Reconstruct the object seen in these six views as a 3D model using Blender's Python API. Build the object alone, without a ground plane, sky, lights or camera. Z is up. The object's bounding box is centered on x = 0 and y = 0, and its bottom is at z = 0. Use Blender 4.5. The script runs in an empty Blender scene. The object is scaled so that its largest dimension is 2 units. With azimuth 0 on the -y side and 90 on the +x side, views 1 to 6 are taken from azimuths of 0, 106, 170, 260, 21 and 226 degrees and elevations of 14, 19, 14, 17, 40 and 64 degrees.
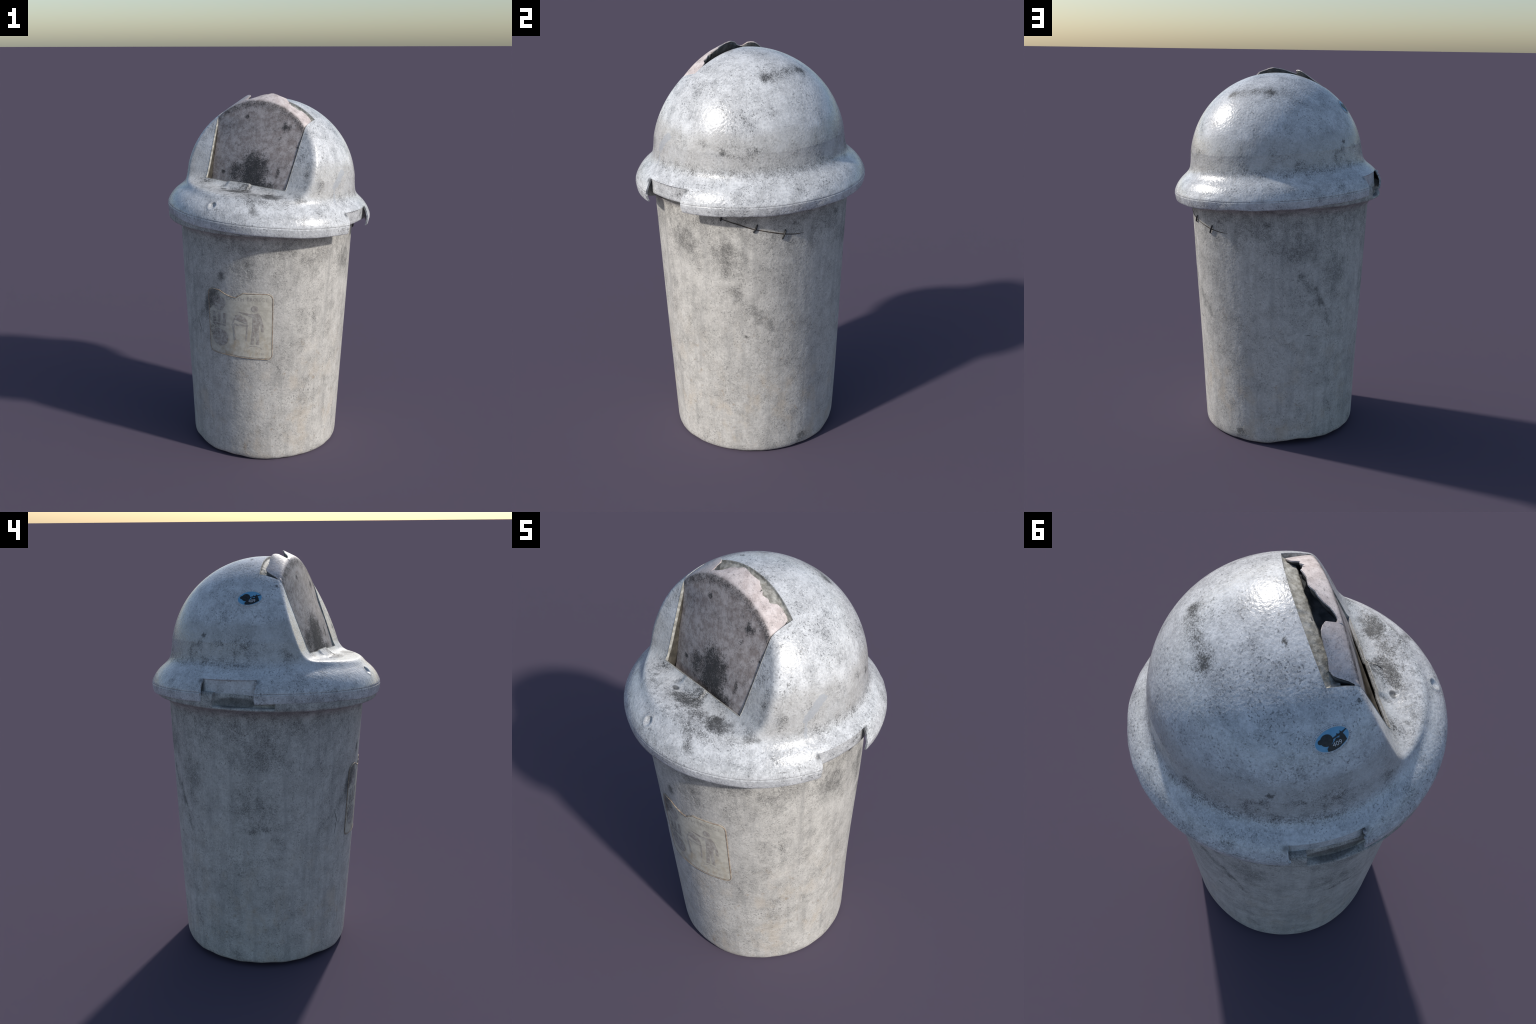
import bpy, bmesh, math, random
import numpy as np
from mathutils import Vector, Matrix, noise

random.seed(7)
rng = np.random.default_rng(7)

# ------------------------------------------------------------------ frames
LID_C = Vector((0.0110, -0.0018, 1.5))
w = Vector((0.067, -0.014, 1.0)).normalized()
_az = math.radians(-29.3)
lx = Vector((math.cos(_az), math.sin(_az), 0)); lx = (lx - w * lx.dot(w)).normalized()
ly = w.cross(lx)
LID_M = Matrix((lx, ly, w)).transposed().to_4x4(); LID_M.translation = LID_C

BOD_C = np.array([-0.0165, 0.0078, 0.6])          # body axis point
BOD_A = np.array([0.0059, -0.0086])               # body axis lean

def smooth(a, b, x):
    t = np.clip((x - a) / (b - a), 0, 1)
    return t * t * (3 - 2 * t)

def wrap(a):
    return (a + 180) % 360 - 180

# ------------------------------------------------------------------ mesh helpers
def mesh_obj(name, verts, faces, mat=None, parent=None, smooth_shade=True, matrix=None):
    me = bpy.data.meshes.new(name)
    me.from_pydata([tuple(v) for v in verts], [], faces)
    me.validate(); me.update()
    ob = bpy.data.objects.new(name, me)
    bpy.context.scene.collection.objects.link(ob)
    if mat: me.materials.append(mat)
    if smooth_shade:
        me.polygons.foreach_set('use_smooth', [True] * len(me.polygons))
    if matrix is not None: ob.matrix_world = matrix
    if parent: adopt(ob, parent)
    return ob

def adopt(ob, parent):
    m = ob.matrix_world.copy()
    ob.parent = parent
    ob.matrix_parent_inverse = PARENT_INV.get(parent.name, Matrix.Identity(4))
    ob.matrix_world = m
PARENT_INV = {}

def grid_faces(nr, nc, closed=False):
    f = []
    for i in range(nr - 1):
        for j in range(nc if closed else nc - 1):
            k = (j + 1) % nc
            f.append((i * nc + j, i * nc + k, (i + 1) * nc + k, (i + 1) * nc + j))
    return f

def solidify(ob, t, offset=-1.0):
    m = ob.modifiers.new('thickness', 'SOLIDIFY')
    m.thickness = t; m.offset = offset; m.use_rim = True; m.use_even_offset = False
    apply_mods(ob)

def apply_mods(ob):
    dg = bpy.context.evaluated_depsgraph_get()
    me = bpy.data.meshes.new_from_object(ob.evaluated_get(dg))
    old = ob.data
    ob.modifiers.clear(); ob.data = me; me.name = ob.name
    bpy.data.meshes.remove(old)

def sharp_by_angle(ob, deg):
    bm = bmesh.new(); bm.from_mesh(ob.data)
    a = math.radians(deg)
    for e in bm.edges:
        if len(e.link_faces) == 2:
            e.smooth = e.calc_face_angle(0) < a
    bm.to_mesh(ob.data); bm.free()

# ------------------------------------------------------------------ node helpers
class Nodes:
    def __init__(self, name):
        self.mat = bpy.data.materials.new(name); self.mat.use_nodes = True
        self.nt = self.mat.node_tree
        self.bsdf = self.nt.nodes['Principled BSDF']
        self.co = self.new('ShaderNodeTexCoord').outputs['Object']
        self.cw = self.co
    def warp(self, scale, amount):
        n = self.new('ShaderNodeTexNoise'); self.link(self.co, n.inputs['Vector'])
        n.inputs['Scale'].default_value = scale; n.inputs['Detail'].default_value = 4; n.inputs['Roughness'].default_value = 0.65
        m = self.new('ShaderNodeVectorMath'); m.operation = 'MULTIPLY_ADD'
        self.link(n.outputs['Color'], m.inputs[0]); m.inputs[1].default_value = (amount,) * 3; m.inputs[2].default_value = (-amount / 2,) * 3
        a = self.new('ShaderNodeVectorMath'); self.link(self.co, a.inputs[0]); self.link(m.outputs[0], a.inputs[1])
        self.cw = a.outputs[0]
    def new(self, t): return self.nt.nodes.new(t)
    def link(self, a, b):
        if hasattr(a, 'is_linked'): self.nt.links.new(a, b)
        else:
            if hasattr(b.default_value, '__len__') and not hasattr(a, '__len__'): b.default_value = (a, a, a, 1)[:len(b.default_value)]
            elif hasattr(b.default_value, '__len__') and len(b.default_value) == 4 and len(a) == 3: b.default_value = (*a, 1)
            else: b.default_value = a
    def math(self, op, a, b=0.0, c=0.0, clamp=False):
        n = self.new('ShaderNodeMath'); n.operation = op; n.use_clamp = clamp
        for i, v in enumerate((a, b, c)): self.link(v, n.inputs[i])
        return n.outputs[0]
    def add(self, a, b, clamp=False): return self.math('ADD', a, b, clamp=clamp)
    def mul(self, a, b, clamp=False): return self.math('MULTIPLY', a, b, clamp=clamp)
    def mx(self, a, b): return self.math('MAXIMUM', a, b)
    def map(self, v, a, b, c=0.0, d=1.0, kind='SMOOTHSTEP'):
        n = self.new('ShaderNodeMapRange'); n.interpolation_type = kind; n.clamp = True if kind == 'LINEAR' else n.clamp
        for i, x in zip(('Value', 'From Min', 'From Max', 'To Min', 'To Max'), (v, a, b, c, d)): self.link(x, n.inputs[i])
        return n.outputs[0]
    def stretch(self, scale, loc=(0, 0, 0), rot=(0, 0, 0), vec=None):
        n = self.new('ShaderNodeMapping'); self.link(self.co if vec is None else vec, n.inputs['Vector'])
        n.inputs['Scale'].default_value = scale; n.inputs['Location'].default_value = loc; n.inputs['Rotation'].default_value = rot
        return n.outputs[0]
    def noise(self, scale, detail=4, rough=0.55, vec=None, dist=0.0):
        n = self.new('ShaderNodeTexNoise')
        self.link(self.co if vec is None else vec, n.inputs['Vector'])
        n.inputs['Scale'].default_value = scale; n.inputs['Detail'].default_value = detail
        n.inputs['Roughness'].default_value = rough; n.inputs['Distortion'].default_value = dist
        return n.outputs['Fac']
    def voronoi(self, scale, vec=None, feature='F1'):
        n = self.new('ShaderNodeTexVoronoi'); n.feature = feature
        self.link(self.co if vec is None else vec, n.inputs['Vector'])
        n.inputs['Scale'].default_value = scale
        return n.outputs['Distance']
    def mix(self, fac, a, b, blend='MIX'):
        n = self.new('ShaderNodeMix'); n.data_type = 'RGBA'; n.blend_type = blend
        self.link(fac, n.inputs[0]); self.link(a, n.inputs[6]); self.link(b, n.inputs[7])
        return n.outputs[2]
    def spot(self, c, r, hard=0.0, rot=(0, 0, 0)):
        """1 at the centre of an ellipsoid falling smoothly to 0 at its surface."""
        s = self.new('ShaderNodeVectorMath'); s.operation = 'SUBTRACT'
        self.link(self.cw, s.inputs[0]); s.inputs[1].default_value = c
        v = s.outputs[0]
        if any(rot):
            rn = self.new('ShaderNodeVectorRotate'); rn.rotation_type = 'EULER_XYZ'; rn.inputs['Rotation'].default_value = rot
            self.link(v, rn.inputs['Vector']); v = rn.outputs[0]
        if not hasattr(r, '__len__'): r = (r, r, r)
        m = self.new('ShaderNodeVectorMath'); m.operation = 'MULTIPLY'
        self.link(v, m.inputs[0]); m.inputs[1].default_value = tuple(1 / x for x in r)
        l = self.new('ShaderNodeVectorMath'); l.operation = 'LENGTH'; self.link(m.outputs[0], l.inputs[0])
        return self.map(l.outputs['Value'], 1.0, hard, 0.0, 1.0)
    def spot2(self, c, r, hard):
        keep, self.cw = self.cw, self.co
        o = self.spot(c, r, hard); self.cw = keep
        return o
    def seg(self, a, b, r):
        """capsule mask: 1 on the line a-b, 0 at distance r."""
        a, b = Vector(a), Vector(b); d = b - a
        s = self.new('ShaderNodeVectorMath'); s.operation = 'SUBTRACT'; self.link(self.cw, s.inputs[0]); s.inputs[1].default_value = a
        dt = self.new('ShaderNodeVectorMath'); dt.operation = 'DOT_PRODUCT'; self.link(s.outputs[0], dt.inputs[0]); dt.inputs[1].default_value = d / d.length_squared
        t = self.math('ADD', dt.outputs['Value'], 0.0, clamp=True)
        sc = self.new('ShaderNodeVectorMath'); sc.operation = 'SCALE'; sc.inputs[0].default_value = d; self.link(t, sc.inputs['Scale'])
        s2 = self.new('ShaderNodeVectorMath'); s2.operation = 'DISTANCE'; self.link(s.outputs[0], s2.inputs[0]); self.link(sc.outputs[0], s2.inputs[1])
        return self.map(s2.outputs['Value'], r, 0.0, 0.0, 1.0)
    def sep(self):
        n = self.new('ShaderNodeSeparateXYZ'); self.link(self.co, n.inputs[0]); return n.outputs
    def maxof(self, items):
        o = items[0]
        for i in items[1:]: o = self.mx(o, i)
        return o
    def bump(self, h, strength, dist, normal=None):
        n = self.new('ShaderNodeBump'); n.inputs['Strength'].default_value = strength; n.inputs['Distance'].default_value = dist
        self.link(h, n.inputs['Height'])
        if normal is not None: self.link(normal, n.inputs['Normal'])
        return n.outputs[0]
    def finish(self, color, rough, normal=None, spec=0.5):
        self.link(color, self.bsdf.inputs['Base Color']); self.link(rough, self.bsdf.inputs['Roughness'])
        self.bsdf.inputs['Specular IOR Level'].default_value = spec
        if normal is not None: self.link(normal, self.bsdf.inputs['Normal'])
        return self.mat

def grain(n, base_lo, base_hi, dark, s=1.0, amount=1.0, cloudy=0.12):
    """granite-like mottling shared by all the plastic parts: returns colour, fine and middle noise"""
    fine = n.noise(200 * s, 3, 0.7)
    mid = n.noise(75 * s, 4, 0.7)
    cloud = n.noise(15 * s, 6, 0.7)
    patch = n.noise(4.5 * s, 4, 0.6)
    # worn white against greyer, grittier areas
    body = n.add(n.add(n.mul(mid, 0.55 - cloudy * 0.5), n.mul(cloud, 0.45 - cloudy * 0.5)), n.mul(patch, cloudy))
    col = n.mix(n.map(body, 0.36, 0.64), base_lo, base_hi)
    grit = n.map(n.add(n.mul(cloud, 0.65), n.mul(patch, 0.35)), 0.62, 0.34)
    speck = n.map(n.add(n.add(n.mul(fine, 0.45), n.mul(mid, 0.45)), n.mul(grit, 0.10)), 0.50, 0.64)
    col = n.mix(n.mul(speck, n.add(0.38 * amount, n.mul(grit, 0.45 * amount))), col, dark)
    pale = n.map(n.noise(110 * s, 3, 0.65, n.stretch((1, 1, 1), (4, 9, 2))), 0.54, 0.68)
    col = n.mix(n.mul(pale, 0.40), col, tuple(min(0.84, c * 1.18) for c in base_hi))
    pepper = n.mul(n.map(n.noise(130 * s, 2, 0.5, n.stretch((1, 1, 1), (7, 3, 5))), 0.575, 0.66), n.map(n.noise(11 * s, 4, 0.65, n.stretch((1, 1, 1), (1, 8, 3))), 0.36, 0.60))
    col = n.mix(n.mul(pepper, 0.50 * amount), col, tuple(c * 0.55 for c in dark))
    n.warp(14, 0.055)
    return col, fine, mid

def ragged_noise(n, fine, scale, vec=None, fw=0.5):
    """fine-broken noise spread over about 0..1"""
    return n.add(n.mul(n.map(fine, 0.36, 0.64, kind='LINEAR'), fw), n.mul(n.map(n.noise(scale, 6, 0.75, vec, dist=0.3), 0.34, 0.66, kind='LINEAR'), 1 - fw))

def grime(n, dirt, ragged, lo=0.52, hi=1.12):
    d = n.map(n.add(n.mul(dirt, 0.78), n.mul(ragged, 0.66)), lo, hi)
    return n.mul(d, n.map(ragged, 0.1, 0.6, 0.72, 1.0))

# ------------------------------------------------------------------ materials
def body_material():
    n = Nodes('weathered_body_plastic')
    col, fine, mid = grain(n, (0.44, 0.424, 0.395), (0.65, 0.628, 0.588), (0.155, 0.15, 0.143), 1.0, 0.95)
    n.warp(10, 0.10)
    big = n.noise(5.0, 4, 0.6)
    streak = n.noise(1.0, 4, 0.6, n.stretch((26, 26, 2.2)))
    col = n.mix(n.mul(n.map(streak, 0.46, 0.70), 0.40), col, (0.30, 0.295, 0.285))
    z = n.sep()[2]
    # warm ground dust low down, rust-coloured blots
    blot = n.mul(n.map(n.noise(9, 4, 0.65, n.stretch((1, 1, 0.7), (3, 1, 2))), 0.50, 0.72), n.map(z, 1.0, 0.25))
    col = n.mix(n.mul(blot, 0.42), col, (0.56, 0.47, 0.36))
    ochre = n.mul(n.map(n.noise(24, 4, 0.7, n.stretch((1, 1, 1), (5, 2, 7))), 0.60, 0.74), n.map(z, 1.0, 0.5))
    col = n.mix(n.mul(ochre, 0.55), col, (0.30, 0.215, 0.135))
    # grime with some shade mixed into the tone: ragged, broken by the fine grain
    ragged = ragged_noise(n, fine, 22, n.stretch((1, 1, 0.8)), 0.42)
    dirt = n.maxof([
        n.mul(n.spot((-0.255, -0.403, 1.076), (0.05, 0.05, 0.06)), 1.1),
        n.mul(n.spot((-0.12, -0.46, 1.14), (0.22, 0.12, 0.17)), 0.66),
        n.mul(n.seg((-0.289, -0.373, 0.965), (-0.335, -0.328, 0.87), 0.075), 1.0),
        n.mul(n.seg((-0.33, -0.33, 0.87), (-0.394, -0.253, 0.78), 0.075), 0.62),
        n.mul(n.spot((-0.40, -0.25, 0.95), (0.10, 0.12, 0.18)), 0.52),
        n.mul(n.spot((0.22, -0.41, 1.13), (0.20, 0.12, 0.18)), 0.72),
        n.mul(n.seg((0.23, -0.40, 1.05), (0.255, -0.37, 0.74), 0.055), 0.50),
        n.mul(n.spot((0.41, -0.19, 1.12), (0.16, 0.20, 0.20)), 0.85),
        n.mul(n.spot((0.46, 0.02, 1.07), (0.13, 0.22, 0.22)), 0.80), n.mul(n.spot((-0.46, 0.19, 1.37), (0.10, 0.15, 0.045)), 0.95),  # last spot: shade in the left flange notch, put into the colour
        n.mul(n.seg((0.45, 0.05, 0.90), (0.42, 0.16, 0.79), 0.075), 0.66),
        n.mul(n.seg((0.42, 0.153, 0.80), (0.39, 0.215, 0.72), 0.065), 0.80),
        n.mul(n.spot((0.35, 0.30, 1.13), (0.12, 0.12, 0.12)), 0.55),
        n.mul(n.spot((0.425, 0.109, 0.656), 0.022), 1.0),
        n.mul(n.spot((0.304, 0.319, 0.526), 0.030), 0.8),
        n.mul(n.spot((0.249, 0.34, 0.04), (0.09, 0.09, 0.07)), 0.85),
        n.mul(n.spot((0.123, 0.463, 1.24), (0.10, 0.07, 0.07)), 1.0),
        n.mul(n.spot((-0.02, 0.47, 1.13), (0.32, 0.14, 0.22)), 0.74),  # broad patches on back and left also carry some baked side shade
        n.mul(n.seg((-0.050, 0.469, 0.965), (-0.127, 0.454, 0.862), 0.050), 0.85),
        n.mul(n.seg((-0.127, 0.454, 0.864), (-0.216, 0.416, 0.70), 0.034), 0.80),
        n.mul(n.spot((-0.22, 0.42, 0.98), (0.20, 0.16, 0.22)), 0.72),
        n.mul(n.spot((-0.46, 0.12, 1.12), (0.14, 0.32, 0.20)), 0.72),  # left side: mottled dirt plus some baked side shade
        n.mul(n.spot((-0.43, -0.20, 0.72), (0.10, 0.10, 0.16)), 0.46),
        n.mul(n.spot((-0.45, 0.15, 0.86), (0.12, 0.26, 0.18)), 0.62),
        n.mul(n.spot((-0.44, 0.04, 0.60), 0.024), 1.0),
        n.mul(n.seg((-0.45, 0.20, 0.73), (-0.45, 0.08, 0.735), 0.035), 0.75),
        n.mul(n.spot((-0.37, 0.22, 0.06), (0.10, 0.12, 0.09)), 0.6),
        n.mul(n.seg((0.40, -0.21, 0.7), (0.38, -0.19, 0.1), 0.06), 0.42),
        n.mul(n.seg((0.33, -0.28, 0.60), (0.30, -0.28, 0.2), 0.035), 0.42),
        n.mul(n.spot((0.31, -0.27, 0.13), 0.03), 0.9),
        n.mul(n.map(z, 0.92, 1.27), 0.56),  # darker towards the rim: real grime plus baked under-rim shade
        n.mul(n.map(z, 0.09, 0.0), 0.22),
        n.mul(n.map(big, 0.50, 0.75), 0.26)])
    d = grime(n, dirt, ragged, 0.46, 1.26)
    notch_shade = n.spot2((-0.455, 0.19, 1.362), (0.075, 0.150, 0.034), 0.75)  # shadow inside the left flange notch, painted into the colour
    col = n.mix(n.mul(notch_shade, 0.7), col, (0.07, 0.066, 0.06))
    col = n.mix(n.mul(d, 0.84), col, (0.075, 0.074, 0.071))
    pits = n.map(n.voronoi(26, n.stretch((1, 1, 0.6))), 0.10, 0.03)
    pits = n.mul(pits, n.map(n.noise(7, 2), 0.50, 0.66))
    col = n.mix(n.mul(pits, 0.6), col, (0.13, 0.11, 0.09))
    nrm = n.bump(n.noise(30, 4, 0.6), 0.30, 0.006)
    nrm = n.bump(n.noise(75, 3, 0.55), 0.32, 0.004, nrm)
    nrm = n.bump(n.add(n.mul(fine, 0.5), n.mul(pits, -1)), 0.12, 0.002, nrm)
    return n.finish(col, n.map(n.add(d, n.mul(mid, 0.5)), 0.1, 1.0, 0.46, 0.72), nrm, 0.4)

def lid_material():
    n = Nodes('weathered_lid_plastic')
    col, fine, mid = grain(n, (0.42, 0.427, 0.437), (0.73, 0.742, 0.757), (0.14, 0.143, 0.147), 1.0, 1.2)
    x, y, z = n.sep()
    ragged = ragged_noise(n, fine, 36)
    big = n.noise(6.0, 4, 0.6)
    wall = n.mul(n.map(n.noise(10, 3, 0.6), 0.35, 0.7), n.mul(n.map(z, -0.05, 0.02), n.map(z, 0.24, 0.08)))
    ledge = n.mul(n.map(y, -0.28, -0.31), n.map(z, -0.035, -0.005))
    dirt = n.maxof([
        n.mul(n.spot((-0.084, 0.261, 0.385), (0.085, 0.08, 0.075)), 0.92),
        n.mul(n.spot((0.118, 0.263, 0.374), (0.065, 0.06, 0.045)), 0.95),
        n.mul(n.seg((0.118, 0.263, 0.374), (-0.075, 0.257, 0.388), 0.075), 0.66), n.mul(n.mul(n.map(z, -0.045, -0.01), n.map(z, 0.07, 0.0)), n.mul(n.map(y, -0.25, -0.1), 0.50)),
        n.mul(n.spot((0.393, 0.247, 0.087), 0.022), 1.1),
        n.mul(n.spot((0.425, 0.166, 0.121), (0.06, 0.06, 0.035)), 0.65),
        n.mul(n.spot((-0.125, 0.023, 0.454), (0.022, 0.018, 0.02)), 1.0),
        n.mul(n.spot((-0.307, -0.146, 0.327), 0.022), 1.0),
        n.mul(n.spot((-0.431, 0.152, 0.118), 0.025), 0.9),
        n.mul(n.spot((-0.45, -0.05, 0.07), (0.1, 0.22, 0.12)), 0.62),
        n.mul(n.spot((0.385, -0.172, 0.214), 0.012), 1.2),
        n.mul(n.spot((0.40, -0.23, 0.07), (0.06, 0.08, 0.09)), 0.66),
        # dirt lying on the front ledge
        n.mul(n.mul(ledge, n.map(n.noise(11, 4, 0.65), 0.40, 0.62)), 0.75),
        n.mul(n.spot((-0.005, -0.370, 0.01), (0.15, 0.08, 0.05), 0.2), 0.98), n.mul(n.spot((0.10, -0.385, 0.01), (0.12, 0.06, 0.05)), 0.85),
        n.mul(n.spot((0.20, -0.375, 0.01), (0.11, 0.085, 0.05), 0.2), 1.05),
        n.mul(n.spot((-0.09, -0.355, 0.016), (0.05, 0.04, 0.04)), 0.9),
        n.mul(n.spot((-0.25, -0.33, 0.02), (0.03, 0.03, 0.03)), 0.9),
        n.mul(n.seg((0.13, -0.47, -0.01), (0.19, -0.52, -0.06), 0.05), 0.85),
        n.mul(n.seg((0.05, -0.46, -0.01), (0.26, -0.44, -0.02), 0.06), 0.6),
        n.mul(n.seg((0.34, -0.25, 0.18), (0.35, -0.27, 0.05), 0.05), 0.55),
        n.mul(wall, 0.60),
        n.mul(n.map(big, 0.50, 0.75), 0.40)])
    d = grime(n, dirt, ragged)
    warm = n.mul(n.map(z, -0.02, 0.03), n.map(n.add(z, n.mul(n.noise(7, 4), 0.12)), 0.26, 0.20))
    col = n.mix(n.mul(warm, 0.5), col, (0.40, 0.385, 0.36))
    col = n.mix(n.mul(d, 0.92), col, (0.045, 0.045, 0.045))
    ends = n.mul(n.map(n.math('ABSOLUTE', n.add(n.math('ABSOLUTE', y), -0.133)), 0.020, 0.004), n.mul(n.map(z, -0.062, -0.075), n.map(n.math('SQRT', n.add(n.mul(x, x), n.mul(y, y))), 0.556, 0.545)))
    col = n.mix(n.mul(ends, 0.75), col, (0.06, 0.06, 0.06))  # shade at the ends of the handle recesses, put into the colour
    pit_shade = n.spot2((-0.095, -0.353, -0.002), (0.023, 0.015, 0.016), 0.6)  # dark colour painted into the pit, standing in for the shade of its depth
    col = n.mix(pit_shade, col, (0.03, 0.027, 0.024))
    # a smear of paler blue-grey paint running down the right side
    smear = n.maxof([n.seg((0.45, -0.06, 0.125), (0.443, -0.125, 0.06), 0.030), n.seg((0.443, -0.13, 0.06), (0.462, -0.14, -0.04), 0.010)])
    smear = n.map(n.add(smear, n.mul(n.noise(20, 3), 0.4)), 0.52, 0.58)
    col = n.mix(n.mul(smear, 0.75), col, (0.40, 0.42, 0.45))
    wash = n.map(n.noise(4, 3, 0.6, n.stretch((1, 1, 1), (2, 7, 1))), 0.5, 0.62)
    col = n.mix(n.mul(wash, 0.20), col, (0.66, 0.69, 0.72))
    # hairline parting line along the rim
    line = n.mul(n.map(n.math('ABSOLUTE', n.add(z, 0.1285)), 0.0022, 0.0008), n.map(n.noise(8, 2), 0.30, 0.55))
    line = n.mul(line, n.map(n.math('SQRT', n.add(n.mul(x, x), n.mul(y, y))), 0.558, 0.562))
    col = n.mix(n.mul(line, 0.40), col, (0.16, 0.16, 0.16))
    nrm = n.bump(n.noise(85, 2, 0.5), 0.34, 0.0045)
    nrm = n.bump(n.add(n.mul(fine, 0.4), n.mul(line, -1)), 0.10, 0.002, nrm)
    rough = n.map(n.add(n.mul(d, 0.8), n.mul(mid, 0.3)), 0.1, 1.0, 0.27, 0.60)
    return n.finish(col, rough, nrm, 0.5)

def door_material():
    n = Nodes('weathered_door_plastic')
    fine = n.noise(190, 3, 0.7); mid = n.noise(28, 7, 0.72); n.warp(14, 0.05)
    x, y, z = n.sep()
    # front panel greyer, roof paler and pinkish
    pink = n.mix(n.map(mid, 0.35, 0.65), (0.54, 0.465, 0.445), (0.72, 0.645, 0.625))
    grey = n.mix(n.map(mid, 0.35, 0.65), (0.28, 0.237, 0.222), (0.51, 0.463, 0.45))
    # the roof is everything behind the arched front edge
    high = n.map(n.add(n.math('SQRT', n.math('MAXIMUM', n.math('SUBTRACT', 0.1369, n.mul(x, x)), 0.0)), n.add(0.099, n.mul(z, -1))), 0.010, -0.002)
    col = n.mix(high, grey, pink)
    ragged = ragged_noise(n, fine, 30)
    arch = n.mul(n.map(n.add(n.math('SQRT', n.math('MAXIMUM', n.math('SUBTRACT', 0.1369, n.mul(x, x)), 0.0)), n.add(0.099, n.mul(z, -1))), 0.085, 0.02), n.math('SUBTRACT', 1.0, high))
    dirt = n.maxof([
        n.mul(n.spot((0.022, -0.26, 0.095), (0.175, 0.24, 0.20), 0.1), 1.12),
        n.mul(n.spot((0.00, -0.23, 0.17), (0.05, 0.1, 0.06)), 1.0),
        n.mul(n.spot((0.08, -0.29, 0.025), (0.18, 0.12, 0.09), 0.1), 1.05),
        n.mul(n.spot((-0.08, -0.25, 0.08), (0.12, 0.14, 0.11), 0.2), 0.80),
        n.mul(n.spot((0.166, -0.172, 0.337), (0.045, 0.08, 0.055)), 1.0),
        n.mul(n.spot((0.14, -0.194, 0.28), (0.03, 0.06, 0.03)), 0.8),
        n.mul(n.spot((-0.075, -0.16, 0.369), (0.030, 0.06, 0.030)), 1.0),
        n.mul(n.spot((0.168, -0.26, 0.109), (0.025, 0.06, 0.05)), 0.9),
        n.mul(n.spot((-0.168, -0.25, 0.069), (0.028, 0.06, 0.028)), 1.1),
        n.mul(n.spot((0.243, -0.203, 0.256), 0.015), 1.0),
        n.mul(arch, 0.60),
        n.mul(n.spot((-0.19, -0.20, 0.30), (0.08, 0.1, 0.12)), 0.5),
        0.30])
    d = grime(n, dirt, ragged)
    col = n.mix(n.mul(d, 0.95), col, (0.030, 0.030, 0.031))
    nrm = n.bump(n.noise(85, 2, 0.5), 0.2, 0.004)
    return n.finish(col, n.map(d, 0, 1, 0.50, 0.7), nrm, 0.4)

def plain(name, lo, hi, rough=0.6, scale=60, bump=0.3, dist=0.004, spec=0.4, bscale=None):
    n = Nodes(name)
    col = n.mix(n.map(n.noise(scale, 5, 0.65), 0.36, 0.66), lo, hi)
    return n.finish(col, rough, n.bump(n.noise(bscale or scale * 1.3, 3), bump, dist), spec)

def label_smear(n):
    """scorched black smear over the torn corner of the label"""
    rag = ragged_noise(n, n.noise(190, 3, 0.7), 34)
    sm = n.mx(n.mul(n.seg((-0.292, -0.378, 0.985), (-0.335, -0.330, 0.89), 0.075), 1.05), n.mul(n.spot((-0.30, -0.36, 0.80), (0.1, 0.1, 0.2)), 0.55))
    return grime(n, sm, rag)

def label_material():
    n = Nodes('faded_label')
    mid = n.noise(40, 5, 0.65); z = n.sep()[2]; n.warp(16, 0.06)
    col = n.mix(n.map(mid, 0.35, 0.65), (0.49, 0.46, 0.39), (0.62, 0.59, 0.51))
    stain = n.mul(n.map(n.noise(22, 5, 0.7, n.stretch((1, 1, 0.7))), 0.45, 0.68), n.map(z, 0.85, 0.66))
    col = n.mix(n.mul(stain, 0.65), col, (0.42, 0.32, 0.20))
    scr = n.map(n.noise(1, 3, 0.6, n.stretch((150, 150, 18), rot=(0.4, 0.3, 0))), 0.64, 0.70)
    col = n.mix(n.mul(scr, 0.35), col, (0.60, 0.60, 0.57))
    col = n.mix(n.mul(label_smear(n), 0.88), col, (0.055, 0.055, 0.055))
    return n.finish(col, 0.5, n.bump(n.noise(60, 3), 0.15, 0.002), 0.4)

def print_material():
    n = Nodes('faded_label_print')
    n.warp(16, 0.06)
    wear = n.map(n.noise(60, 5, 0.7), 0.38, 0.66)
    col = n.mix(wear, (0.33, 0.295, 0.265), (0.52, 0.495, 0.45))
    col = n.mix(n.mul(label_smear(n), 0.88), col, (0.055, 0.055, 0.055))
    return n.finish(col, 0.55, None, 0.3)

M_BODY = body_material(); M_LID = lid_material(); M_DOOR = door_material()
M_LIP = plain('bare_moulded_edge', (0.26, 0.25, 0.22), (0.50, 0.49, 0.45), 0.62, 55, 0.7, 0.006, 0.4, 38)
M_LABEL = label_material(); M_PRINT = print_material()
M_EDGE = plain('label_edge_rust', (0.24, 0.18, 0.135), (0.43, 0.365, 0.29), 0.7, 50)
M_WIRE = plain('rusty_wire', (0.045, 0.035, 0.03), (0.14, 0.10, 0.075), 0.7, 80)
M_STAPLE = plain('dark_staple_wire', (0.02, 0.02, 0.02), (0.05, 0.05, 0.05), 0.5, 80)
M_WHITE = plain('sticker_white', (0.55, 0.57, 0.60), (0.62, 0.64, 0.66), 0.4, 90, 0.05, 0.001)
M_BLUE = plain('sticker_blue', (0.13, 0.36, 0.56), (0.17, 0.41, 0.62), 0.35, 40, 0.05, 0.001)
M_BLACK = plain('sticker_black', (0.010, 0.012, 0.015), (0.03, 0.035, 0.04), 0.4, 120, 0.05, 0.001)
M_CRACK = plain('crack_grime', (0.04, 0.038, 0.035), (0.10, 0.095, 0.085), 0.8, 80)
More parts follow.
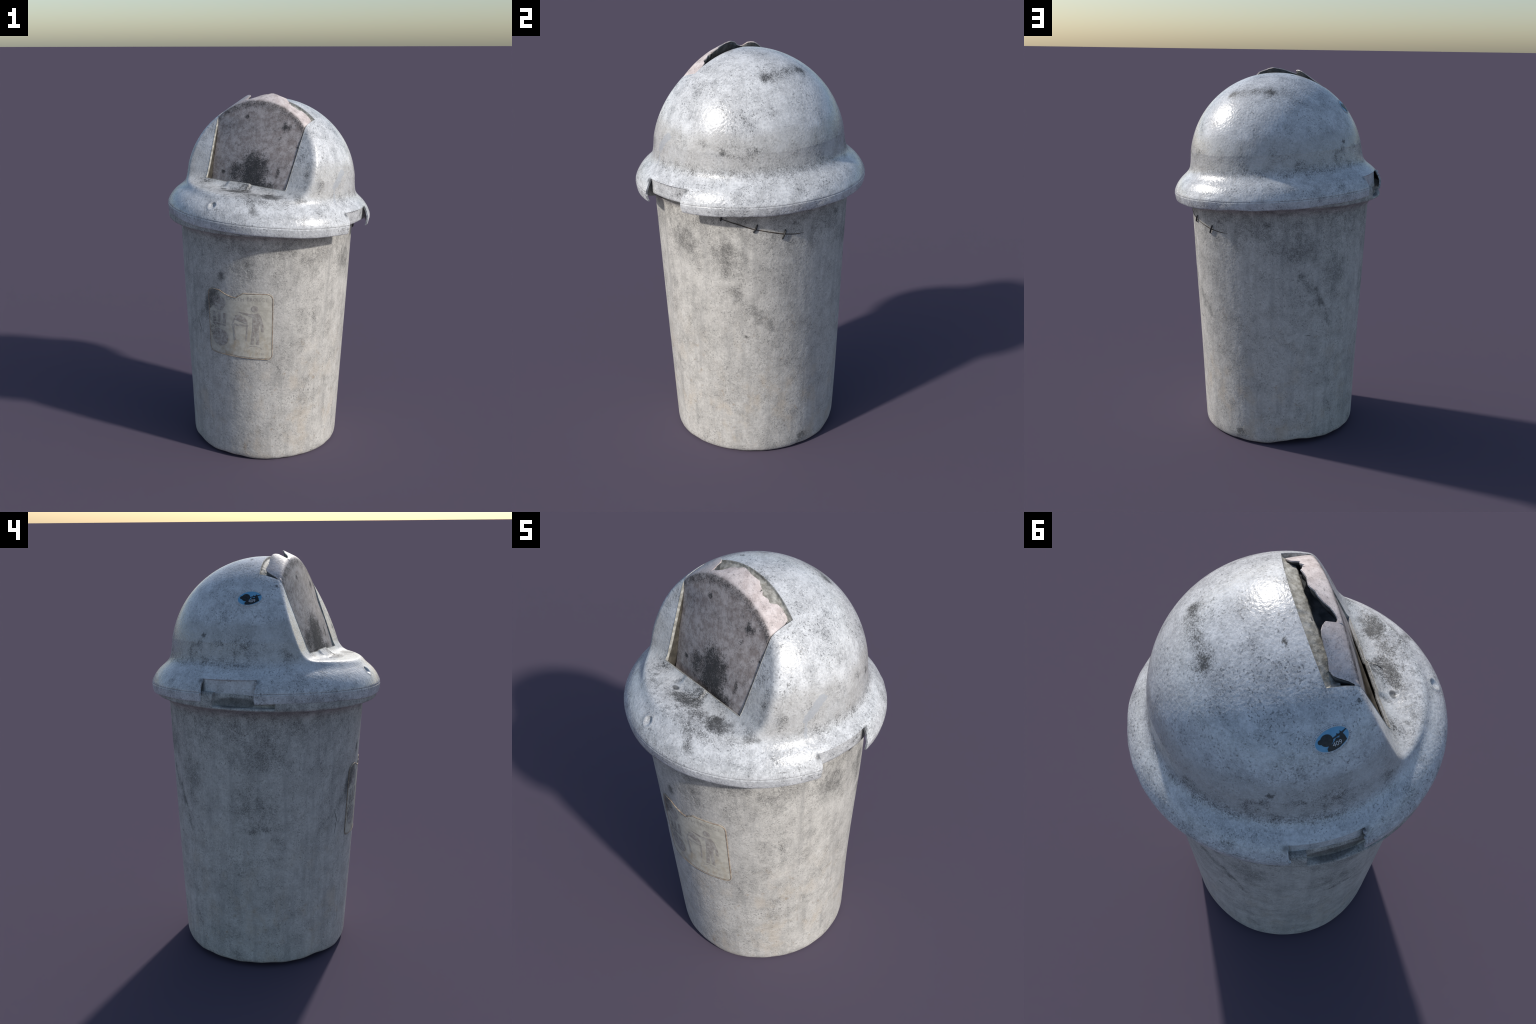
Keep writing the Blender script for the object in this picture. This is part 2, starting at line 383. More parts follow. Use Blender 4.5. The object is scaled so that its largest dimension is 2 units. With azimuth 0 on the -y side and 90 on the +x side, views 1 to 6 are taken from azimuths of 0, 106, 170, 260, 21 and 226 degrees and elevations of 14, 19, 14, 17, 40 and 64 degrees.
M_INNER = plain('shade_brown_inner_wall', (0.040, 0.035, 0.028), (0.085, 0.075, 0.060), 0.8, 30)  # dark brown partly copies shade baked into the colour
M_POCKET = plain('dim_drum_inside', (0.035, 0.037, 0.04), (0.10, 0.105, 0.11), 0.6, 25)  # dark tone stands in for shade inside the open drum

# ------------------------------------------------------------------ root
root = bpy.data.objects.new('litter_bin', None)
bpy.context.scene.collection.objects.link(root)
root.location = (0, 0, 0)
root['label'] = 'weathered grey plastic litter bin with domed swing lid'
root['category'] = 'trash can'

# ------------------------------------------------------------------ body
FL_NOTCH = ((142.5, 173.0), (-46.5, -7.5))       # cut-outs in the rolled flange

def wall_r(z, th):
    """outer radius of the tapered wall; th in degrees"""
    t = np.radians(th)
    r = 0.4497 + 0.0476 * (z - 0.6) - 0.0035 * np.cos(2 * t) * np.clip(z, 0, 1.3)
    r = r + 0.0012 * np.sin(3 * t + 1.0 + 2 * z) + 0.0008 * np.sin(7 * t + 5 * z)
    # the cracked part below the rim is pushed outwards
    win = smooth(-22, 2, th) * (1 - smooth(48, 66, th))
    r = r + 0.0235 * np.exp(-(wrap(th - 22) / 25) ** 2) * smooth(0.30, 1.10, z)
    top = smooth(0.2, 1.0, z)
    r = r + (0.006 * np.exp(-(wrap(th - 168) / 30) ** 2) - 0.005 * np.exp(-(wrap(th - 106) / 20) ** 2) - 0.003 * np.exp(-(wrap(th + 30) / 20) ** 2)) * top
    return r + 0.006 * win * smooth(1.20, 1.305, z) ** 1.4 + 0.016 * smooth(1.262, 1.312, z) ** 2

def base_lift(th):
    """the bottom edge is not flat: it is lifted at the back and left"""
    t = np.radians(th); a = np.mod(th, 360)
    lift = 0.011 * smooth(66, 96, a) * (1 - smooth(205, 225, a))
    lift += 0.010 * np.exp(-((a - 96) / 18) ** 2) + 0.007 * np.exp(-((a - 208) / 12) ** 2) + 0.010 * np.exp(-((a - 236) / 20) ** 2)
    lift += 0.0015 * np.sin(9 * t) + 0.0012 * np.sin(23 * t + 1)
    return np.maximum(lift, 0) * 1.0 + 0.0

def on_body(r, th, z):
    t = np.radians(th)
    h = z - BOD_C[2]
    return np.stack([BOD_C[0] + BOD_A[0] * h + r * np.cos(t), BOD_C[1] + BOD_A[1] * h + r * np.sin(t),
                     z - BOD_A[0] * r * np.cos(t) - BOD_A[1] * r * np.sin(t)], -1)

def build_body():
    th = list(np.linspace(-180, 180, 481)[:-1])
    for lo, hi in FL_NOTCH:
        for e in (lo, hi): th += [e - 0.15, e + 0.15]
    th = np.array(sorted(set(np.round(th, 3))))
    n = len(th)
    rows = []
    def row(r, z): rows.append(on_body(np.broadcast_to(r, (n,)).astype(float), th, np.broadcast_to(z, (n,)).astype(float)))
    lift = base_lift(th)
    for k in (0.02, 0.5, 0.85, 0.95): row(0.402 * k, 0.012 + lift * 0.6 * k)
    # rounded foot
    for r0, z0 in ((-0.020, 0.0), (-0.011, 0.002), (-0.0045, 0.008), (-0.001, 0.018), (0.0, 0.032)):
        row(wall_r(z0, th) + r0, z0 + lift * (1 - z0 / 0.09))
    for z0 in np.linspace(0.05, 1.30, 150):
        row(wall_r(z0, th), z0 + lift * np.clip(1 - z0 / 0.09, 0, 1))
    notch = np.zeros(n); gone = ((th > -46.5) & (th < -7.5)).astype(float)
    for lo, hi in FL_NOTCH: notch = np.maximum(notch, ((th > lo) & (th < hi)).astype(float))
    first = len(rows)
    # under-side of the flange, its lip, outer wall, rounded top
    r_w = wall_r(1.30, th)
    row(np.minimum(r_w + 0.012, 0.536), 1.307); row(np.minimum(r_w + 0.03, 0.542), 1.311); row(0.5435, 1.3135)
    row(0.5480, 1.316); row(0.5500, 1.320)
    row(np.where(notch > 0, 0.5480, 0.5505), 1.326)
    row(np.where(notch > 0, 0.543, 0.5505), np.where(notch > 0, 1.3285, 1.332))
    row(np.where(notch > 0, 0.524, 0.5500), np.where(notch > 0, 1.3300, 1.340))
    row(np.where(notch > 0, 0.521, 0.5485), np.where(notch > 0, 1.334, 1.362))
    row(np.where(notch > 0, 0.520, 0.5455), np.where(notch > 0, 1.360, 1.378))
    row(np.where(notch > 0, 0.518, 0.5385), np.where(notch > 0, 1.376, 1.3855))
    row(np.where(notch > 0, 0.514, 0.529), np.where(notch > 0, 1.384, 1.388))
    for k in range(first, len(rows)):          # on the right the flange is broken off completely
        zk = 1.300 + (k - first) * 0.006
        full = on_body(np.full(n, 0.486 - 0.0002 * (k - first)), th, np.full(n, zk))
        rows[k] = np.where(gone[:, None] > 0, full, rows[k])
    tilt = 0.0055 + 0.0075 * np.sin(np.radians(th)) - 0.006 * np.cos(np.radians(th))
    for k in range(first, len(rows)): rows[k] = rows[k] + np.stack([0 * th, 0 * th, tilt * min(1, (k - first + 1) / 3)], -1)
    row(0.480, 1.388); row(0.476, 1.386); row(0.470, 1.378)
    for z0 in np.linspace(1.30, 0.05, 14): row(wall_r(z0, th) - 0.014 - 0.022 * smooth(1.2, 1.3, z0) * 0, z0)
    row(0.36, 0.03); row(0.01, 0.03)
    v = np.concatenate(rows)
    f = grid_faces(len(rows), n, True)
    v[:, 2] = np.maximum(v[:, 2] + 0.002 * smooth(0.3, 0.0, v[:, 2]), 0.0)
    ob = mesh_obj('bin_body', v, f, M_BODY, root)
    sharp_by_angle(ob, 42)
    return ob

body = build_body()

def body_path(name, pts, radius, mat, off=0.0, taper=True, steps=8):
    """tube along (theta, z) points lying on the wall, with a little wander"""
    pts = np.array(pts, float)
    t = np.linspace(0, len(pts) - 1, (len(pts) - 1) * steps + 1)
    th = np.interp(t, range(len(pts)), pts[:, 0]); z = np.interp(t, range(len(pts)), pts[:, 1])
    z = z + 0.0022 * np.array([noise.noise((a * 0.7, 1.3, 0)) for a in t])
    o = off if len(pts[0]) == 2 else np.interp(t, range(len(pts)), pts[:, 2])
    P = on_body(wall_r(z, th) + o, th, z)
    return tube(name, P, radius, mat, taper), P

def tube(name, P, radius, mat, taper=True, sides=8, parent=None, matrix=None):
    P = [Vector(p) for p in P]; n = len(P); V = []
    for i, p in enumerate(P):
        d = (P[min(i + 1, n - 1)] - P[max(i - 1, 0)]).normalized()
        a = d.cross(Vector((0.31, 0.2, 0.93))).normalized(); b = d.cross(a)
        r = radius * (1 if not taper else (0.35 + 0.65 * min(1, 4 * min(i, n - 1 - i) / n)))
        for k in range(sides):
            q = 2 * math.pi * k / sides
            V.append(p + r * (math.cos(q) * a + math.sin(q) * b))
    F = grid_faces(n, sides, True)
    F.append(tuple(range(sides))[::-1]); F.append(tuple(range((n - 1) * sides, n * sides)))
    return mesh_obj(name, V, F, mat, parent, matrix=matrix)

# wire-stitched crack under the rim on the right
CR = [(-2.7, 1.266), (0.4, 1.257), (9.7, 1.238), (17.3, 1.217), (24.9, 1.202), (33.6, 1.184), (41.2, 1.174), (46.8, 1.172)]
crack, _ = body_path('crack', CR, 0.0026, M_CRACK, -0.0012)
adopt(crack, body)
wire, _ = body_path('repair_wire', [(a, b + 0.002) for a, b in CR[1:]], 0.0015, M_WIRE, 0.0012)
adopt(wire, body)
for pts in ([(20.0, 1.238, 0.000), (19.6, 1.232, 0.006), (18.8, 1.218, 0.007), (18.0, 1.206, 0.006), (17.7, 1.200, 0.000)],
            [(35.0, 1.205, 0.000), (34.9, 1.199, 0.006), (34.2, 1.184, 0.007), (33.3, 1.166, 0.006), (33.0, 1.160, 0.000)],
            [(0.9, 1.272, 0.0), (0.8, 1.266, 0.005), (0.4, 1.256, 0.005), (0.1, 1.248, 0.0)]):
    s, _ = body_path('staple', pts, 0.0042, M_STAPLE, steps=5); adopt(s, body)
# fine old cracks: left of the label, and on the lifted bottom edge
for pts in ([(-145, 0.79), (-143.4, 0.765), (-141.8, 0.735), (-140.6, 0.715)], [(-142.4, 0.73), (-142.9, 0.70), (-143.1, 0.665)],
            [(98.4, 0.63), (100, 0.632), (102, 0.629)]):
    s, _ = body_path('hairline_crack', pts, 0.0016, M_CRACK, -0.0006); adopt(s, body)

# ------------------------------------------------------------------ label on the body
LT0, LT1, LZ0, LZ1 = -131.6, -86.2, 0.616, 0.992
def lab(u, v, off):
    """u 0..1 left to right, v 0..1 bottom to top of the label -> point on the wall"""
    u = np.asarray(u, float); v = np.asarray(v, float)
    th = LT0 + (LT1 - LT0) * u; z = LZ0 + (LZ1 - LZ0) * v + 0.012 * (1 - u) * (1 - v) + 0.002 * (1 - u)
    return on_body(wall_r(z, th) + off, th, z)
LW, LH = 0.362, LZ1 - LZ0

def torn_top(u):
    t = np.interp(u, [0, .20, .235, .27, .30, .40, .47, .50, .54, .57, 1], [1.0, 0.995, 0.975, 0.958, 0.945, 0.915, 0.915, 0.945, 0.965, 0.99, 0.995])
    return t

def build_label():
    nu, nv = 110, 40
    us = np.linspace(0, 1, nu); V = []; out_b = []; out_t = []
    rc = 0.030
    for u in us:
        du = min(u, 1 - u) * LW
        c = rc - math.sqrt(max(rc * rc - (rc - min(du, rc)) ** 2, 0))
        lo = c / LH; hi = torn_top(u) - c / LH
        hi += 0.004 * noise.noise((u * 60, 0, 3)); lo += 0.003 * noise.noise((u * 40, 5, 3))
        if hi < lo: lo = hi = (lo + hi) / 2
        vs = np.linspace(lo, hi, nv)
        V.append(lab(np.full(nv, u), vs, 0.0028)); out_b.append((u, lo)); out_t.append((u, hi))
    ob = mesh_obj('label', np.concatenate(V), grid_faces(nu, nv), M_LABEL, body)
    solidify(ob, 0.0026, 1)
    ring = out_b + out_t[::-1] + [out_b[0]]
    ring = np.array(ring); d = np.r_[0, np.cumsum(np.hypot(np.diff(ring[:, 0]) * LW, np.diff(ring[:, 1]) * LH))]
    s = np.linspace(0, d[-1], 340)
    P = lab(np.interp(s, d, ring[:, 0]), np.interp(s, d, ring[:, 1]), 0.0016)
    e = tube('label_border', P, 0.0029, M_EDGE, False, 6, body)
build_label()

def flat_shape(pts2d):
    """triangulated + subdivided 2-D outline -> (n,2) verts, faces"""
    bm = bmesh.new()
    vs = [bm.verts.new((x, y, 0)) for x, y in pts2d]
    bm.faces.new(vs)
    bmesh.ops.triangulate(bm, faces=bm.faces[:])
    bmesh.ops.subdivide_edges(bm, edges=bm.edges[:], cuts=2, use_grid_fill=True)
    bm.verts.index_update()
    v = np.array([tuple(p.co)[:2] for p in bm.verts]); f = [tuple(p.index for p in q.verts) for q in bm.faces]
    bm.free()
    return v, f

def text_shape(txt, size, spacing=1.0, sx=1.0):
    cu = bpy.data.curves.new('lettering', 'FONT'); cu.body = txt; cu.size = size; cu.align_x = 'CENTER'; cu.align_y = 'CENTER'; cu.space_character = spacing
    cu.resolution_u = 4
    ob = bpy.data.objects.new('lettering', cu); bpy.context.scene.collection.objects.link(ob)
    me = bpy.data.meshes.new_from_object(ob.evaluated_get(bpy.context.evaluated_depsgraph_get()))
    v = np.array([tuple(p.co)[:2] for p in me.vertices]); f = [tuple(p.vertices) for p in me.polygons]
    bpy.data.objects.remove(ob); bpy.data.curves.remove(cu); bpy.data.meshes.remove(me)
    v[:, 0] *= sx
    return v, f

def circle(cx, cy, rx, ry=None, n=28, a0=0, a1=360):
    ry = ry or rx
    return [(cx + rx * math.cos(math.radians(a)), cy + ry * math.sin(math.radians(a))) for a in np.linspace(a0, a1, n, endpoint=(a1 - a0) < 360)]

def band(cx, cy, r0, r1, a0, a1, n=24, sy=1.0):
    return circle(cx, cy, r1, r1 * sy, n, a0, a1) + circle(cx, cy, r0, r0 * sy, n, a0, a1)[::-1]

def box(x0, y0, x1, y1): return [(x0, y0), (x1, y0), (x1, y1), (x0, y1)]

def build_print():
    V, F, count = [], [], [0]
    def put(v, f):
        off = 0.0031 + 0.00007 * (len(V) % 9)
        P = lab(v[:, 0] / LW, v[:, 1] / LH, off)
        F.extend([tuple(i + count[0] for i in q) for q in f]); V.append(P); count[0] += len(P)
    def shape(p): put(*flat_shape(p))
    def U(th): return (th - LT0) / (LT1 - LT0) * LW
    def Y(z): return z - LZ0
    # heading
    for txt, th, z, s, wd in (('EARTH', -110.9, 0.952, 0.031, 0.098), ('PROJECT', -96.0, 0.957, 0.031, 0.106), ('01 EP', -94.0, 0.646, 0.016, 0.04)):
        v, f = text_shape(txt, s, 1.1)
        v[:, 0] *= wd / (v[:, 0].max() - v[:, 0].min())
        v += (U(th), Y(z)); 
        top = torn_top(np.clip(v[:, 0] / LW, 0, 1)) * LH - 0.004
        v[:, 1] = np.minimum(v[:, 1], top)
        put(v, f)
    # person throwing litter
    x, y = U(-97.8), Y(0.905)
    shape(circle(x, y, 0.0185, 0.0185))
    shape([(x - 0.085, y - 0.022), (x - 0.02, y - 0.030), (x + 0.02, y - 0.022), (x + 0.034, y - 0.045), (x + 0.046, y - 0.09), (x + 0.047, y - 0.13),
           (x + 0.035, y - 0.13), (x + 0.03, y - 0.085), (x + 0.022, y - 0.10), (x + 0.024, y - 0.205), (x + 0.008, y - 0.205), (x + 0.004, y - 0.125),
           (x - 0.006, y - 0.205), (x - 0.022, y - 0.205), (x - 0.012, y - 0.11), (x - 0.010, y - 0.048), (x - 0.045, y - 0.038), (x - 0.082, y - 0.028)])
    shape([(x - 0.105, y - 0.045), (x - 0.075, y - 0.036), (x - 0.068, y - 0.05), (x - 0.10, y - 0.056)])
    # domed bin pictogram
    bx, by = U(-107.5), Y(0.815)
    shape(band(bx, by, 0.034, 0.040, 0, 180, sy=1.15))
    shape(box(bx - 0.044, by - 0.012, bx + 0.044, by - 0.003))
    shape([(bx - 0.041, by - 0.014), (bx - 0.033, by - 0.014), (bx - 0.026, by - 0.10), (bx - 0.034, by - 0.10)])
    shape([(bx + 0.041, by - 0.014), (bx + 0.033, by - 0.014), (bx + 0.026, by - 0.10), (bx + 0.034, by - 0.10)])
    # worn badge, bars of tall lettering and a second badge down the left side
    cx = U(-123.0)
    shape(band(cx, Y(0.915), 0.022, 0.043, 0, 300)); shape(circle(cx, Y(0.915), 0.012))
    for k in (-1, 0, 1):
        shape(box(cx - 0.008 + k * 0.032, Y(0.80), cx + 0.008 + k * 0.032, Y(0.862)))
    shape(box(cx - 0.045, Y(0.785), cx + 0.04, Y(0.796)))
    shape(band(cx, Y(0.715), 0.036, 0.052, 100, 420)); shape(box(cx - 0.009, Y(0.705), cx + 0.011, Y(0.76)))
    shape(circle(cx - 0.002, Y(0.672), 0.012))
    shape(band(U(-98), Y(0.665), 0.040, 0.046, 20, 160, sy=0.6))
    ob = mesh_obj('label_print', np.concatenate(V), F, M_PRINT, body, False)
build_print()

# ------------------------------------------------------------------ lid (built in its own tilted frame: x right, -y front, z up)
RIM = [(-0.172, 0.553), (-0.1722, 0.5585), (-0.170, 0.5620), (-0.164, 0.5646), (-0.152, 0.5672), (-0.140, 0.5690), (-0.1312, 0.5696), (-0.1285, 0.5680), (-0.126, 0.5690),
       (-0.118, 0.5672), (-0.105, 0.5612), (-0.090, 0.5530), (-0.075, 0.5420), (-0.060, 0.5285), (-0.048, 0.5150), (-0.036, 0.5010), (-0.025, 0.4905), (-0.014, 0.4825), (0.0, 0.4765), (0.03, 0.4705), (0.08, 0.4650)]
HN = 0.130          # half width of the handle cut-outs on +x and -x
NOTCH_TOP = -0.0685

def lid_profile():
    pts = list(RIM)
    for a in np.linspace(10.5, 89.85, 70):
        r = math.radians(a); R = 0.4725 + 0.0025 * min(1, max(0, (a - 10) / 25))
        pts.append((R * math.sin(r), R * math.cos(r)))
    pts = np.array(pts)
    # Catmull-Rom style densification by arc length
    d = np.r_[0, np.cumsum(np.hypot(*np.diff(pts, axis=0).T))]
    s = [0.0]
    while s[-1] < d[-1]:
        h = np.interp(s[-1], d, pts[:, 0])
        s.append(s[-1] + (0.0022 if h < -0.1 else 0.0034))
    s = np.array(s[:-1])
    m = np.zeros_like(pts); m[1:-1] = (pts[2:] - pts[:-2]) / (d[2:] - d[:-2])[:, None]; m[0] = (pts[1] - pts[0]) / (d[1] - d[0]); m[-1] = (pts[-1] - pts[-2]) / (d[-1] - d[-2])
    i = np.clip(np.searchsorted(d, s) - 1, 0, len(d) - 2); H = (d[i + 1] - d[i])[:, None]; t = ((s - d[i]) / H[:, 0])[:, None]
    q = (2 * t**3 - 3 * t**2 + 1) * pts[i] + (t**3 - 2 * t**2 + t) * H * m[i] + (-2 * t**3 + 3 * t**2) * pts[i + 1] + (t**3 - t**2) * H * m[i + 1]
    return q

def smin(a, b, k):
    h = np.maximum(k - np.abs(a - b), 0) / k
    return np.minimum(a, b) - h * h * k / 4
def smax(a, b, k): return -smin(-a, -b, k)

STAR = np.array([0.0, 0.10, -0.12])
def ledge_z(x, F):
    """height of the ledge: dished, with a heaved and broken middle part of the sill"""
    z = np.interp(F, [0.20, 0.285, 0.31, 0.345, 0.40, 0.475, 0.6], [0.026, 0.022, 0.012, 0.004, -0.001, -0.010, -0.026])
    heave = (smooth(-0.115, -0.085, x) * (1 - smooth(0.030, 0.044, x))) * (1 - smooth(0.30, 0.345, F))
    dip = np.exp(-((x + 0.095) / 0.05) ** 2 - ((F - 0.350) / 0.035) ** 2)
    return z + 0.015 * heave - 0.006 * dip + 0.002 * np.sin(22 * x) * (1 - smooth(0.30, 0.36, F))
def cut_field(p):
    """>0 inside the wedge that is cut away for the front recess"""
    F = -p[:, 1]; Z = p[:, 2]
    face = (F + 0.385 * Z - 0.302) / 1.0716
    ledge = Z - ledge_z(p[:, 0], F)
    return smin(face, ledge, 0.034)

def carve(P):
    out = P.copy()
    m = (P[:, 2] > -0.04) & (P[:, 1] < 0.15)
    p = P[m]; d = p - STAR; L = np.linalg.norm(d, axis=1)
    lo = np.full(len(p), 0.2); hi = np.full(len(p), 1.05)
    for _ in range(26):
        t = (lo + hi) / 2
        g = smax((t - 1) * L * 0.95, cut_field(STAR + t[:, None] * d), 0.016)
        up = g > 0
        hi = np.where(up, t, hi); lo = np.where(up, lo, t)
    out[m] = STAR + lo[:, None] * d
    return out

SLOT_W = lambda z: 0.243 + 0.075 * (z - 0.03)

def build_lid():
    prof = lid_profile(); nc = 960
    a = np.linspace(0, 2 * np.pi, nc, endpoint=False)
    h, r = prof[:, 0], prof[:, 1]
    # slight waviness of the lower edge
    wav = 0.0012 * np.sin(5 * a + 1) + 0.0010 * np.sin(11 * a) - 0.007 * (0.5 + 0.5 * np.cos(a + 1.1)) ** 2
    P = np.stack([r[:, None] * np.cos(a), r[:, None] * np.sin(a), h[:, None] + wav * smooth(-0.10, -0.17, h)[:, None]], -1).reshape(-1, 3)
    P = carve(P)
    # battered lower edge at the back right
    ang = np.degrees(np.arctan2(P[:, 1], P[:, 0]))
    nz = np.array([noise.noise((p[0] * 14, p[1] * 14, p[2] * 14)) for p in P[P[:, 2] < -0.09]])
    low = P[:, 2] < -0.09
    amt = smooth(35, 60, ang[low]) * (1 - smooth(92, 110, ang[low])) * smooth(-0.095, -0.15, P[low, 2])
    rad = P[low, :2] / np.linalg.norm(P[low, :2], axis=1)[:, None]
    P[low, :2] += rad * (amt * nz * 0.008)[:, None]; P[low, 2] += amt * nz * 0.008
    # punched dent on the front of the rim, broken pit on the ledge
    for c, rr, dep in (((-0.053, -0.526, -0.059), 0.016, 0.013), ((-0.095, -0.353, 0.020), 0.015, 0.020)):
        d = np.linalg.norm((P - c) * (1, 1, 0.8), axis=1)
        k = dep * np.exp(-(d / rr) ** 4) - 0.002 * np.exp(-((d - rr * 1.5) / (rr * 0.4)) ** 2)
        v = np.array(c) - STAR if c[2] < 0 else np.array((0, 0.2, 1.0)); v /= np.linalg.norm(v)
        P -= k[:, None] * v
    f = grid_faces(len(h), nc, True)
    me = bpy.data.meshes.new('lid'); me.from_pydata(P.tolist(), [], f)
    bm = bmesh.new(); bm.from_mesh(me)
    bm.verts.ensure_lookup_table()
    bm.faces.new([bm.verts[(len(h) - 1) * nc + j] for j in range(nc)])
    # --- door slot: bounded by two sides, a back plane and the sill
    planes = [((SLOT_W(0.03), 0, 0.03), (1, 0, -0.075)), ((-SLOT_W(0.03), 0, 0.03), (-1, 0, -0.075)),
              ((0, -0.060, 0.385), (0, 1, -0.31)), ((0, -0.290, 0.021), (0, -1, -0.5))]
    def near(vs): return all(abs(c.co.x) < 0.30 and c.co.y < 0.02 and c.co.z > -0.01 for c in vs)
    for co, no in planes:
        fs = [q for q in bm.faces if near(q.verts)]
        geom = list({e for q in fs for e in q.edges} | {v for q in fs for v in q.verts}) + fs
        bmesh.ops.bisect_plane(bm, geom=geom, plane_co=co, plane_no=no, dist=1e-5)
    kill = []
    for q in bm.faces:
        if not near(q.verts): continue
        c = q.calc_center_median()
        if all((c - Vector(co)).dot(Vector(no)) < 0 for co, no in planes): kill.append(q)
    bmesh.ops.delete(bm, geom=kill, context='FACES')
    # --- handle cut-outs
    for sgn in (1, -1):
        hp = [((0, HN, 0), (0, 1, 0)), ((0, -HN, 0), (0, -1, 0)), ((0, 0, NOTCH_TOP), (0, 0, 1))]
        def nearh(vs): return all(c.co.x * sgn > 0.45 and abs(c.co.y) < 0.2 and c.co.z < -0.04 for c in vs)
        for co, no in hp:
            fs = [q for q in bm.faces if nearh(q.verts)]
            geom = list({e for q in fs for e in q.edges} | {v for q in fs for v in q.verts}) + fs
            bmesh.ops.bisect_plane(bm, geom=geom, plane_co=co, plane_no=no, dist=1e-5)
        kill = [q for q in bm.faces if nearh(q.verts) and all((q.calc_center_median() - Vector(co)).dot(Vector(no)) < 0 for co, no in hp)]
        bmesh.ops.delete(bm, geom=kill, context='FACES')
    bm.verts.index_update()
    # boundary loop of the slot, for the moulded lip
    slot = [e for e in bm.edges if e.is_boundary and all(v.co.z > -0.02 for v in e.verts)]
    nxt = {}
    for e in slot:
        a_, b_ = e.verts; nxt.setdefault(a_, []).append(b_); nxt.setdefault(b_, []).append(a_)
    start = slot[0].verts[0]; loop = [start]; prev = None; cur = start
    while True:
        cand = [q for q in nxt[cur] if q is not prev]
        if not cand: break
        prev, cur = cur, cand[0]
        if cur is start: break
        loop.append(cur)
    loop = np.array([tuple(v.co) for v in loop])
    # ragged break at the ends of the handle cut-outs
    for v in bm.verts:
        if abs(v.co.x) > 0.45 and v.co.z < -0.06 and abs(abs(v.co.y) - HN) < 1e-4:
            s = 1 if v.co.y > 0 else -1
            k = (v.co.z + 0.07) / 0.1
            jag = (0.003 * noise.noise((v.co.z * 60, 0.7, s * 4.0)) + 0.004 * math.sin(k * 4 + s) * (1 if v.co.x > 0 else -1)) * min(1, max(0, (v.co.z + 0.172) / 0.02))
            v.co.y += s * (jag - 0.002)
    bm.to_mesh(me); bm.free()
    ob = bpy.data.objects.new('lid', me); bpy.context.scene.collection.objects.link(ob)
    me.materials.append(M_LID)
    me.polygons.foreach_set('use_smooth', [True] * len(me.polygons))
    ob.matrix_world = LID_M
    adopt(ob, root)
    solidify(ob, 0.009, -1)
    sharp_by_angle(ob, 50)
    return ob, loop

lid, slot_loop = build_lid()
bpy.context.view_layer.update()

def lid_part(name, v, f, mat, smooth_shade=True, parent=None):
    return mesh_obj(name, v, f, mat, parent or lid, smooth_shade, LID_M)

# moulded lip that turns inwards all round the door slot
def build_lip():
    L = slot_loop; n = len(L)
    F, Z, X = -L[:, 1], L[:, 2], L[:, 0]
    back = smooth(0.115, 0.062, F + 0.31 * (Z - 0.385)) * (Z > 0.3)
    side = 1 - back
    sill = smooth(0.08, 0.03, Z)
    inward = np.stack([-np.sign(X) * smooth(0.2, 0.262, np.abs(X)), 0.0 * X, 0 * X], -1)
    rad = L / np.linalg.norm(L, axis=1)[:, None]
    fwd = np.array([0, -1.0, 0])
    nface = np.array([0, 0.933, -0.36])        # into the bin, normal to the front face
    rows = [L + rad * 0.0 - 0.001 * rad]
    steps = [(0.003, 0.001), (0.008, 0.002), (0.013, 0.005), (0.017, 0.016), (0.021, 0.031), (0.026, 0.045), (0.036, 0.054)]
    for k, (dn, fw) in enumerate(steps):
        o_back = -rad * dn + fwd * fw * 0.95 + inward * 0.3 * fw
        # sides: go down into the bin along the radial (roof part) or face normal (front part)
        topm = smooth(0.31, 0.37, Z)[:, None]
        o_side = (-rad * dn * topm + nface * dn * (1 - topm)) * 0.45 + inward * (0.004 * math.sin(k * 0.52))
        o_sill = np.array([0, 0.6, -0.8]) * dn * 0.45
        o = o_back * back[:, None] + side[:, None] * (o_side * (1 - sill[:, None]) + o_sill * sill[:, None])
        nz = np.array([noise.noise(tuple(p * 55 + k * 0.35)) for p in L])
        rows.append(L + o + rad * (nz * 0.003)[:, None] * back[:, None])
    v = np.concatenate(rows)
    ob = lid_part('slot_lip', v, grid_faces(len(rows), n, True), M_LIP)
    solidify(ob, 0.003, 1)
build_lip()

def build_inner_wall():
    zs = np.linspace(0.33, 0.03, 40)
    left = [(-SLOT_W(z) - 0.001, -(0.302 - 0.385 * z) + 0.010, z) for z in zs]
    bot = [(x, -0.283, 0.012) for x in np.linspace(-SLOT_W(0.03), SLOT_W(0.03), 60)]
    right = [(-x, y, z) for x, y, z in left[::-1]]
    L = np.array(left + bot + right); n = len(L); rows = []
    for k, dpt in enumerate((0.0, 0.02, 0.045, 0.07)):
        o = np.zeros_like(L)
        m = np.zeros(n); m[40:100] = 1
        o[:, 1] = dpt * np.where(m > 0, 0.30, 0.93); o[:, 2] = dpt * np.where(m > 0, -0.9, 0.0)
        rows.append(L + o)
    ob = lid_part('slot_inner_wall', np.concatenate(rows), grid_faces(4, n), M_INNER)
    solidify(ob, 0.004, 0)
build_inner_wall()

